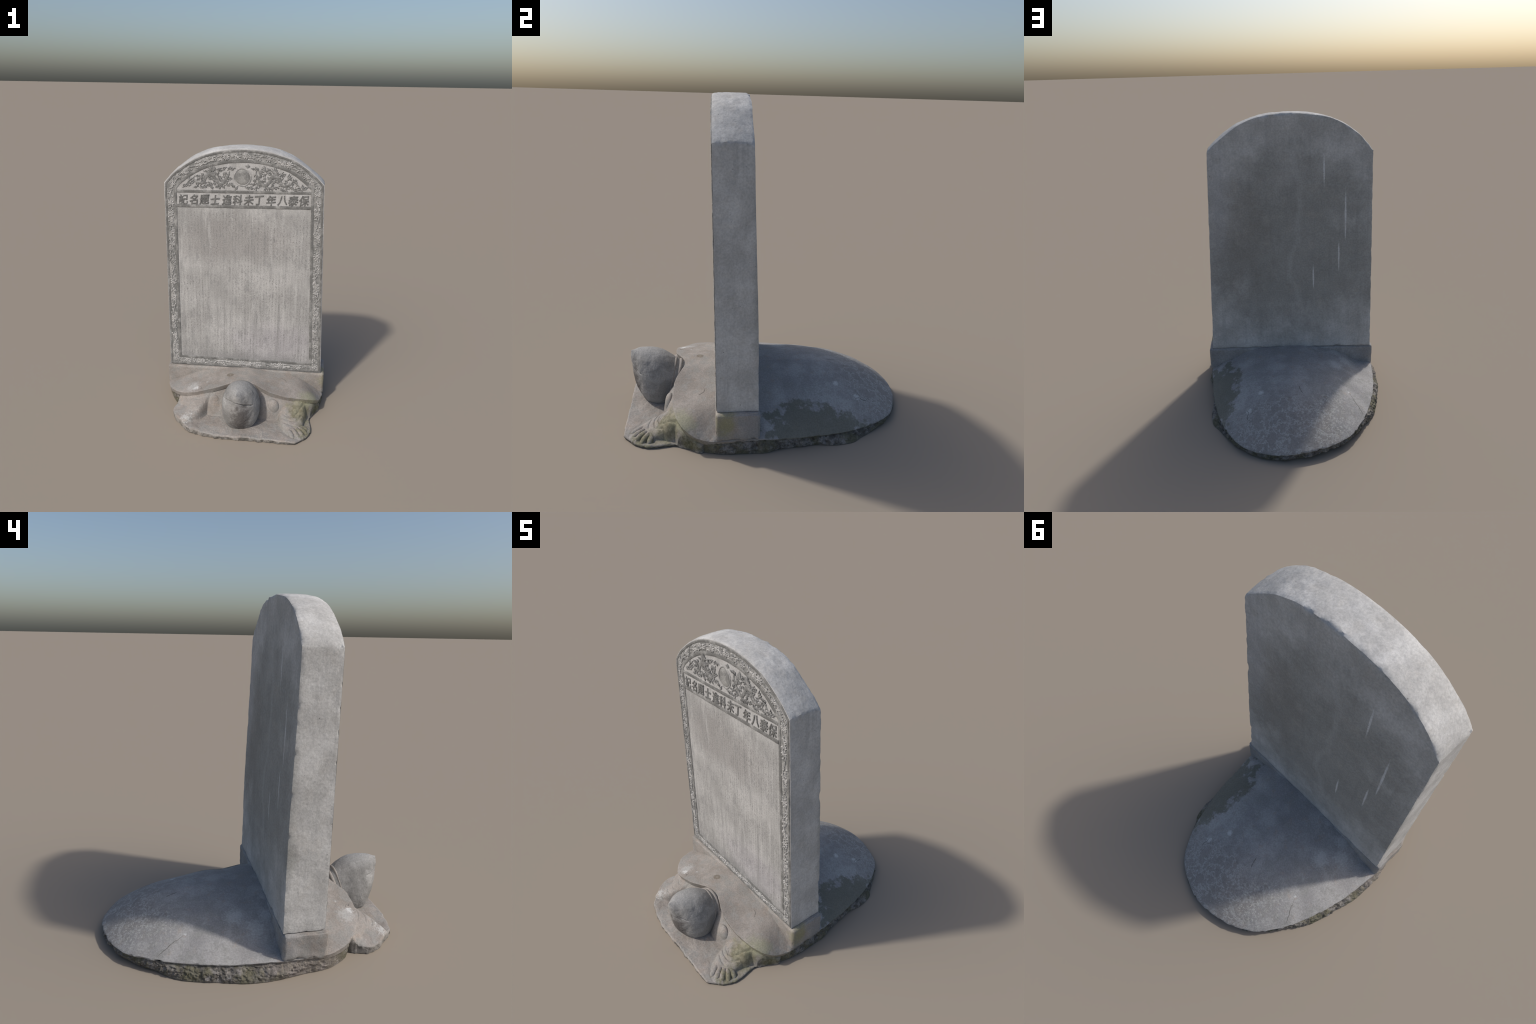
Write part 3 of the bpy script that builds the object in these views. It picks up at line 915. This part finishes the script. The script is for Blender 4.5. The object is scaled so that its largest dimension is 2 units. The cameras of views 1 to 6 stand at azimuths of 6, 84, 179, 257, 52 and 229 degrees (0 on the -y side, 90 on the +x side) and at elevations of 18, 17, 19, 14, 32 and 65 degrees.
def ridge(x, y, line, power=3.0, inner=None):
    """Height of a leg: crest line of (x, y, top, half width), falling off to both sides."""
    best = np.full(x.shape, -1.0)
    L = catmull(line, 60)
    tops = np.zeros(x.shape)
    dist = np.full(x.shape, 9.0)
    sides = np.zeros(x.shape)
    widths = np.ones(x.shape)
    for a, b in zip(L[:-1], L[1:]):
        d = b[:2] - a[:2]
        t = np.clip(((x - a[0]) * d[0] + (y - a[1]) * d[1]) / (d @ d), 0, 1)
        px, py = a[0] + t * d[0], a[1] + t * d[1]
        r = np.hypot(x - px, y - py)
        m = r < dist
        dist = np.where(m, r, dist)
        tops = np.where(m, a[2] + t * (b[2] - a[2]), tops)
        widths = np.where(m, a[3] + t * (b[3] - a[3]), widths)
        sides = np.where(m, np.sign(d[0] * (y - a[1]) - d[1] * (x - a[0])), sides)
    return tops, dist, widths, sides


def groove(x, y, line, width, depth):
    L = catmull(line, 40)
    d = np.full(x.shape, 9.0)
    for a, b in zip(L[:-1], L[1:]):
        v = b - a
        t = np.clip(((x - a[0]) * v[0] + (y - a[1]) * v[1]) / (v @ v), 0, 1)
        d = np.minimum(d, np.hypot(x - a[0] - t * v[0], y - a[1] - t * v[1]))
    return depth * np.exp(-((d / width) ** 2))


def smax(a, b, k):
    h = np.clip(0.5 + 0.5 * (a - b) / k, 0, 1)
    return b + (a - b) * h + k * h * (1 - h)


rr = np.concatenate([np.linspace(0.02, 1, NR)])
X = FC[0] + np.outer(rr, RE * np.cos(fa))
Y = FC[1] + np.outer(rr, RE * np.sin(fa))
x, y = X.ravel(), Y.ravel()
base = np.interp(x, [-0.5, -0.3, 0.1, 0.3, 0.45, 0.6], [0.034, 0.036, 0.032, 0.022, 0.014, 0.009]) - 0.10 * np.clip(-0.80 - y, 0, 1) * (x < 0.2)
# chest wall standing up to the underside of the shell
thx = np.arctan2(y - SC[1], x - SC[0])
r_rim, z_rim = rim_at(thx)
dist_out = np.hypot(x - SC[0], y - SC[1]) - (r_rim - 0.024)
wall_w = np.interp(x, [-0.45, -0.24, -0.13, 0.03, 0.17, 0.28, 0.42, 0.55], [0.04, 0.085, 0.13, 0.135, 0.115, 0.082, 0.06, 0.03])
wall_q = np.interp(x, [-0.26, -0.14, 0.10, 0.24, 0.40], [1.7, 1.15, 1.2, 2.0, 2.0])
wall_top = z_rim - 0.036
wallf = np.where(dist_out < 0, 1.0, np.clip(1 - (np.clip(dist_out, 0, 1) / wall_w) ** wall_q, 0, 1) ** (1 / wall_q))
wall = base + (wall_top - base) * wallf
# right foreleg
tR, dR, wR, sR = ridge(x, y, [(0.40, -0.50, 0.185, 0.125), (0.402, -0.58, 0.150, 0.118), (0.402, -0.64, 0.105, 0.103), (0.412, -0.70, 0.068, 0.092), (0.435, -0.755, 0.041, 0.078), (0.462, -0.79, 0.028, 0.052)])
legR = base + (tR - base) * np.clip(1 - (dR / (wR - 0.003)) ** 4.2, 0, 1) ** 0.5
# left foreleg, its toes broken off: steep inner face, long slope outward
tL, dL, wL, sL = ridge(x, y, [(-0.23, -0.56, 0.200, 0.05), (-0.268, -0.635, 0.158, 0.05), (-0.303, -0.698, 0.118, 0.045), (-0.340, -0.735, 0.090, 0.040), (-0.375, -0.765, 0.070, 0.032), (-0.400, -0.785, 0.052, 0.024)])
inner_f = np.clip(1 - (dL / (wL * 0.9)) ** 3.0, 0, 1) ** 0.5
outer_f = np.clip(1 - (dL / np.interp(y, [-0.80, -0.72, -0.65, -0.58], [0.08, 0.145, 0.21, 0.26])) ** 2.3, 0, 1)
legL = base + (tL - base) * np.where(sL > 0, inner_f, np.where(x < -0.2, outer_f, 0))
tip = (x + 0.400) * -0.60 + (y + 0.785) * -0.80
legL = base + (legL - base) * smooth(0.035, 0.0, tip)
h = smax(wall, legR, 0.012)
h = smax(h, legL, 0.022)
h = smax(h, base, 0.006)
# fillet where the throat flows into the base
thr = np.hypot((x - 0.02) / 0.145, (y + 0.67) / 0.125)
h = np.maximum(h, base + 0.030 * np.clip(1.25 - thr, 0, 1) ** 1.5)
# skin folds
for line, w, d in (([(0.37, -0.655), (0.415, -0.665), (0.455, -0.625), (0.490, -0.565)], 0.006, 0.010),
                   ([(0.325, -0.672), (0.375, -0.695), (0.435, -0.690), (0.475, -0.645)], 0.005, 0.008),
                   ([(0.350, -0.715), (0.39, -0.728), (0.425, -0.730)], 0.005, 0.006),
                   ([(0.33, -0.64), (0.36, -0.665), (0.40, -0.675)], 0.005, 0.006),
                   ([(-0.255, -0.655), (-0.30, -0.675), (-0.345, -0.665)], 0.005, 0.007),
                   ([(-0.285, -0.715), (-0.325, -0.715), (-0.355, -0.70)], 0.004, 0.005),
                   ([(-0.245, -0.615), (-0.30, -0.63), (-0.36, -0.60)], 0.006, 0.005)):
    h -= groove(x, y, [np.array(q) for q in line], w, d)
V3 = np.stack([x, y, h], 1)
h = h + fbm(V3, 9, 4, 20) * 0.006 + fbm(V3, 32, 3, 21) * 0.0018
h = np.maximum(h, 0.006)
# ragged outer edge
edge_in = (1 - np.repeat(rr, NA)) * np.tile(RE, NR)
h -= np.clip(1 - edge_in / 0.010, 0, 1) ** 2 * (0.006 + 0.010 * np.clip(fbm(V3, 18, 3, 22), 0, 1))
h = np.maximum(h, 0.004)
rows = [np.stack([x, y, h], 1).reshape(NR, NA, 3)]
last = rows[0][-1]
skirt = []
for k in (0.33, 0.66, 1.0):
    q = last.copy()
    q[:, 2] *= 1 - k
    wob = fbm(q, 30, 4, 23) * 0.010 - 0.004 * k
    q[:, 0] += wob * np.cos(fa)
    q[:, 1] += wob * np.sin(fa)
    skirt.append(q[None])
V = np.concatenate([rows[0]] + skirt).reshape(-1, 3)
n_rows = NR + 3
F = np.array(grid_faces(n_rows, NA, True))
# owners of the faces
own = np.zeros(len(x), int)
own[(dR < wR * 1.02) & (legR > base + 0.004) & (legR >= wall - 0.01) & (x > 0.25)] = 1
own[(legL > base + 0.006) & (legL >= wall - 0.01) & (x < -0.15)] = 2
own[(own == 0) & (wall > base + 0.006)] = 3
own = np.concatenate([own, np.full(3 * NA, 4)])
own[(NR - 1) * NA:NR * NA] = 4
own_f = own[F[:, 0]]
full = bpy.data.meshes.new("tmp_body")
full.from_pydata(V.tolist(), [], F.tolist())
full.update()
bm = bmesh.new()
bm.from_mesh(full)
bmesh.ops.recalc_face_normals(bm, faces=bm.faces)
flip = sum(f.normal.z for f in bm.faces) < 0
bm.free()
if flip:
    F = F[:, ::-1]
    full.clear_geometry()
    full.from_pydata(V.tolist(), [], F.tolist())
    full.update()
VN = np.array([v.normal[:] for v in full.vertices])
bpy.data.meshes.remove(full)
legs = {}
for code, name, mat in ((0, "ground_slab", M_BODY), (1, "foreleg", M_LEG), (2, "foreleg", M_LEG), (3, "chest", M_BODY), (4, "broken_edge", M_EDGE)):
    f = F[own_f == code]
    used = np.unique(f)
    remap = np.full(len(V), -1)
    remap[used] = np.arange(len(used))
    ob = make_object(name, V[used], remap[f].tolist(), mat, turtle)
    ob.data.normals_split_custom_set_from_vertices([tuple(q) for q in VN[used]])
    legs[code] = ob

# toes of the right foot
TOES = [((0.392, -0.765, 0.034), (0.413, -0.805, 0.024), (0.430, -0.836, 0.010)),
        ((0.420, -0.755, 0.038), (0.448, -0.797, 0.026), (0.469, -0.828, 0.010)),
        ((0.443, -0.742, 0.039), (0.478, -0.778, 0.027), (0.501, -0.802, 0.009)),
        ((0.458, -0.724, 0.037), (0.498, -0.749, 0.025), (0.524, -0.765, 0.008)),
        ((0.462, -0.704, 0.031), (0.505, -0.714, 0.021), (0.531, -0.721, 0.007))]
for toe in TOES:
    path = catmull(toe, 26)
    rows = []
    for i, q in enumerate(path):
        k = i / 25
        r = 0.0175 * (0.75 + 0.35 * math.sin(math.pi * min(k * 1.1, 1))) * math.sqrt(max(1 - max(0, (k - 0.72) / 0.28) ** 2, 0.002))
        d = path[min(i + 1, 25)] - path[max(i - 1, 0)]
        d /= np.linalg.norm(d)
        sx = np.cross(d, (0, 0, 1))
        sx /= np.linalg.norm(sx)
        up = np.cross(sx, d)
        a = np.linspace(0, 2 * np.pi, 18, endpoint=False)
        ring = q + np.outer(np.cos(a), sx) * r + np.outer(np.sin(a), up) * r * 0.95
        ring[:, 2] = np.maximum(ring[:, 2], 0.003)
        rows.append(ring)
    V = np.concatenate(rows)
    V += (fbm(V, 40, 3, 25) * 0.002)[:, None] * np.array([0, 0, 1])
    F = grid_faces(26, 18, True)
    F.append(tuple(range(18))[::-1])
    F.append(tuple(range(25 * 18, 26 * 18)))
    make_object("toe", V, F, M_LEG, legs[1], 60)

# ------------------------------------------------------------------ head and neck
HEAD = [  # y, centre x, top z, bottom z, half width, roundness above, roundness below
    (-0.8780, 0.020, 0.3640, 0.325, 0.003, 1.9, 1.9), (-0.8740, 0.020, 0.3700, 0.280, 0.015, 1.9, 2.0), (-0.8640, 0.021, 0.3730, 0.205, 0.033, 1.9, 2.1), (-0.8450, 0.022, 0.3770, 0.120, 0.059, 1.95, 2.2),
    (-0.8200, 0.024, 0.3830, 0.070, 0.088, 2.0, 2.3), (-0.7930, 0.027, 0.3840, 0.032, 0.112, 2.05, 2.4), (-0.7620, 0.030, 0.3830, 0.006, 0.127, 2.1, 2.5),
    (-0.7200, 0.032, 0.3770, -0.008, 0.136, 2.15, 2.5), (-0.6800, 0.032, 0.3660, -0.010, 0.136, 2.15, 2.5), (-0.6400, 0.031, 0.3440, -0.010, 0.127, 2.15, 2.4),
    (-0.6000, 0.030, 0.3120, 0.005, 0.118, 2.2, 2.3), (-0.5600, 0.030, 0.2820, 0.03, 0.110, 2.2, 2.2), (-0.5000, 0.030, 0.2500, 0.06, 0.100, 2.2, 2.2)]
NS, NC = 240, 440
H = catmull(HEAD, NS)
ca = np.linspace(0, 2 * np.pi, NC, endpoint=False)
rows = []
for yy, cx, zt, zb, w, ea_, eb_ in H:
    c, s = np.cos(ca), np.sin(ca)
    cz, hz = (zt + zb) / 2, (zt - zb) / 2
    e = np.where(s >= 0, ea_, eb_)
    px = cx + w * np.sign(c) * np.abs(c) ** (2 / e)
    pz = cz + hz * np.sign(s) * np.abs(s) ** (2 / e)
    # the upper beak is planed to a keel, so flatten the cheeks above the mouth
    rows.append(np.stack([px, np.full(NC, yy), pz], 1))
V = np.concatenate(rows)
V[:, 2] = np.maximum(V[:, 2], 0.004)
cx_all = np.repeat(H[:, 1], NC)
cz_all = np.repeat((H[:, 2] + H[:, 3]) / 2, NC)
G = V.reshape(NS, NC, 3)
du = np.gradient(G, axis=0)
dv = np.roll(G, -1, 1) - np.roll(G, 1, 1)
outv = np.cross(dv, du).reshape(-1, 3)
outv /= np.linalg.norm(outv, axis=1)[:, None] + 1e-9
outv *= np.sign((outv * np.stack([V[:, 0] - cx_all, 0 * cx_all, V[:, 2] - cz_all], 1)).sum(1))[:, None]
mouth_z = np.interp(V[:, 0], [-0.085, -0.05, -0.014, 0.031, 0.082, 0.14], [0.279, 0.294, 0.305, 0.296, 0.270, 0.244])
reach = smooth(-0.735, -0.765, V[:, 1]) * smooth(-0.085, -0.070, V[:, 0]) * smooth(0.135, 0.120, V[:, 0])
V -= outv * (0.0100 * np.exp(-(((V[:, 2] - mouth_z) / 0.0042) ** 2)) * reach)[:, None]
V += outv * (0.0030 * smooth(-0.004, 0.006, V[:, 2] - mouth_z) * reach * smooth(0.36, 0.33, V[:, 2]))[:, None]
for ex in (-0.085, 0.148):
    V -= outv * (0.006 * np.exp(-(((V[:, 0] - ex) / 0.02) ** 2 + ((V[:, 1] + 0.79) / 0.016) ** 2 + ((V[:, 2] - 0.315) / 0.008) ** 2)))[:, None]
V += outv * (fbm(V, 6, 3, 30) * 0.006 + fbm(V, 26, 4, 31) * 0.0018 + fbm(V, 60, 3, 32) * 0.0016 * smooth(0.22, 0.12, V[:, 2]))[:, None]
F = grid_faces(NS, NC, True)
F.append(tuple(range(NC)))
F.append(tuple(range((NS - 1) * NC, NS * NC))[::-1])
fi = np.array([f[0] // NC for f in F[:-2]])
split = np.argmax(H[:, 0] > -0.605)
full = bpy.data.meshes.new("tmp_head")
full.from_pydata(V.tolist(), [], F)
full.update()
bm = bmesh.new()
bm.from_mesh(full)
bmesh.ops.recalc_face_normals(bm, faces=bm.faces)
bm.to_mesh(full)
bm.free()
VN = np.array([v.normal[:] for v in full.vertices])
FF = [tuple(p.vertices) for p in full.polygons]
bpy.data.meshes.remove(full)
for name, sel in (("head", lambda f: max(f) // NC <= split), ("neck", lambda f: max(f) // NC > split)):
    f = [q for q in FF if sel(q)]
    used = sorted({v for q in f for v in q})
    remap = {v: i for i, v in enumerate(used)}
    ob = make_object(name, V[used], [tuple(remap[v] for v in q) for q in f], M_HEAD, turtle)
    ob.data.normals_split_custom_set_from_vertices([tuple(VN[i]) for i in used])

# collar folds round the neck
def tube(name, path, radii, material, parent, n=14):
    path = np.asarray(path)
    m = len(path)
    rows = []
    for i in range(m):
        d = path[min(i + 1, m - 1)] - path[max(i - 1, 0)]
        d = d / np.linalg.norm(d)
        sx = np.cross(d, (0, 1, 0))
        sx /= np.linalg.norm(sx) + 1e-9
        up = np.cross(sx, d)
        a = np.linspace(0, 2 * np.pi, n, endpoint=False)
        rows.append(path[i] + np.outer(np.cos(a), sx) * radii[i] + np.outer(np.sin(a), up) * radii[i])
    V = np.concatenate(rows)
    F = grid_faces(m, n, True) + [tuple(range(n)), tuple(range((m - 1) * n, m * n))[::-1]]
    ob = make_object(name, V, F, material, parent, 60)
    recalc(ob)
    return ob


for y0, rx, rz, cz, r in ((-0.606, 0.121, 0.150, 0.152, 0.008), (-0.575, 0.130, 0.146, 0.132, 0.012)):
    a = np.linspace(math.radians(-25), math.radians(205), 60)
    path = np.stack([0.030 + rx * np.cos(a), y0 + 0.03 * np.sin(a) - 0.01, cz + rz * np.sin(a)], 1)
    tube("neck_fold", path, r * (0.5 + 0.5 * np.sin(np.linspace(0.15, np.pi - 0.15, 60))), M_BODY, turtle)

# muscle lobes in the armpits
for c, r in (((0.258, -0.612, 0.116), (0.054, 0.032, 0.066)), ((-0.185, -0.600, 0.120), (0.046, 0.032, 0.060))):
    u = np.linspace(0.02, np.pi - 0.02, 40)
    w = np.linspace(0, 2 * np.pi, 64, endpoint=False)
    V = np.stack([c[0] + r[0] * np.outer(np.sin(u), np.cos(w)), c[1] + r[1] * np.outer(np.sin(u), np.sin(w)), c[2] + r[2] * np.outer(np.cos(u), np.ones(64))], -1).reshape(-1, 3)
    F = grid_faces(40, 64, True) + [tuple(range(64)), tuple(range(39 * 64, 40 * 64))[::-1]]
    ob = make_object("shoulder_muscle", V, F, M_BODY, turtle, 60)
    recalc(ob)
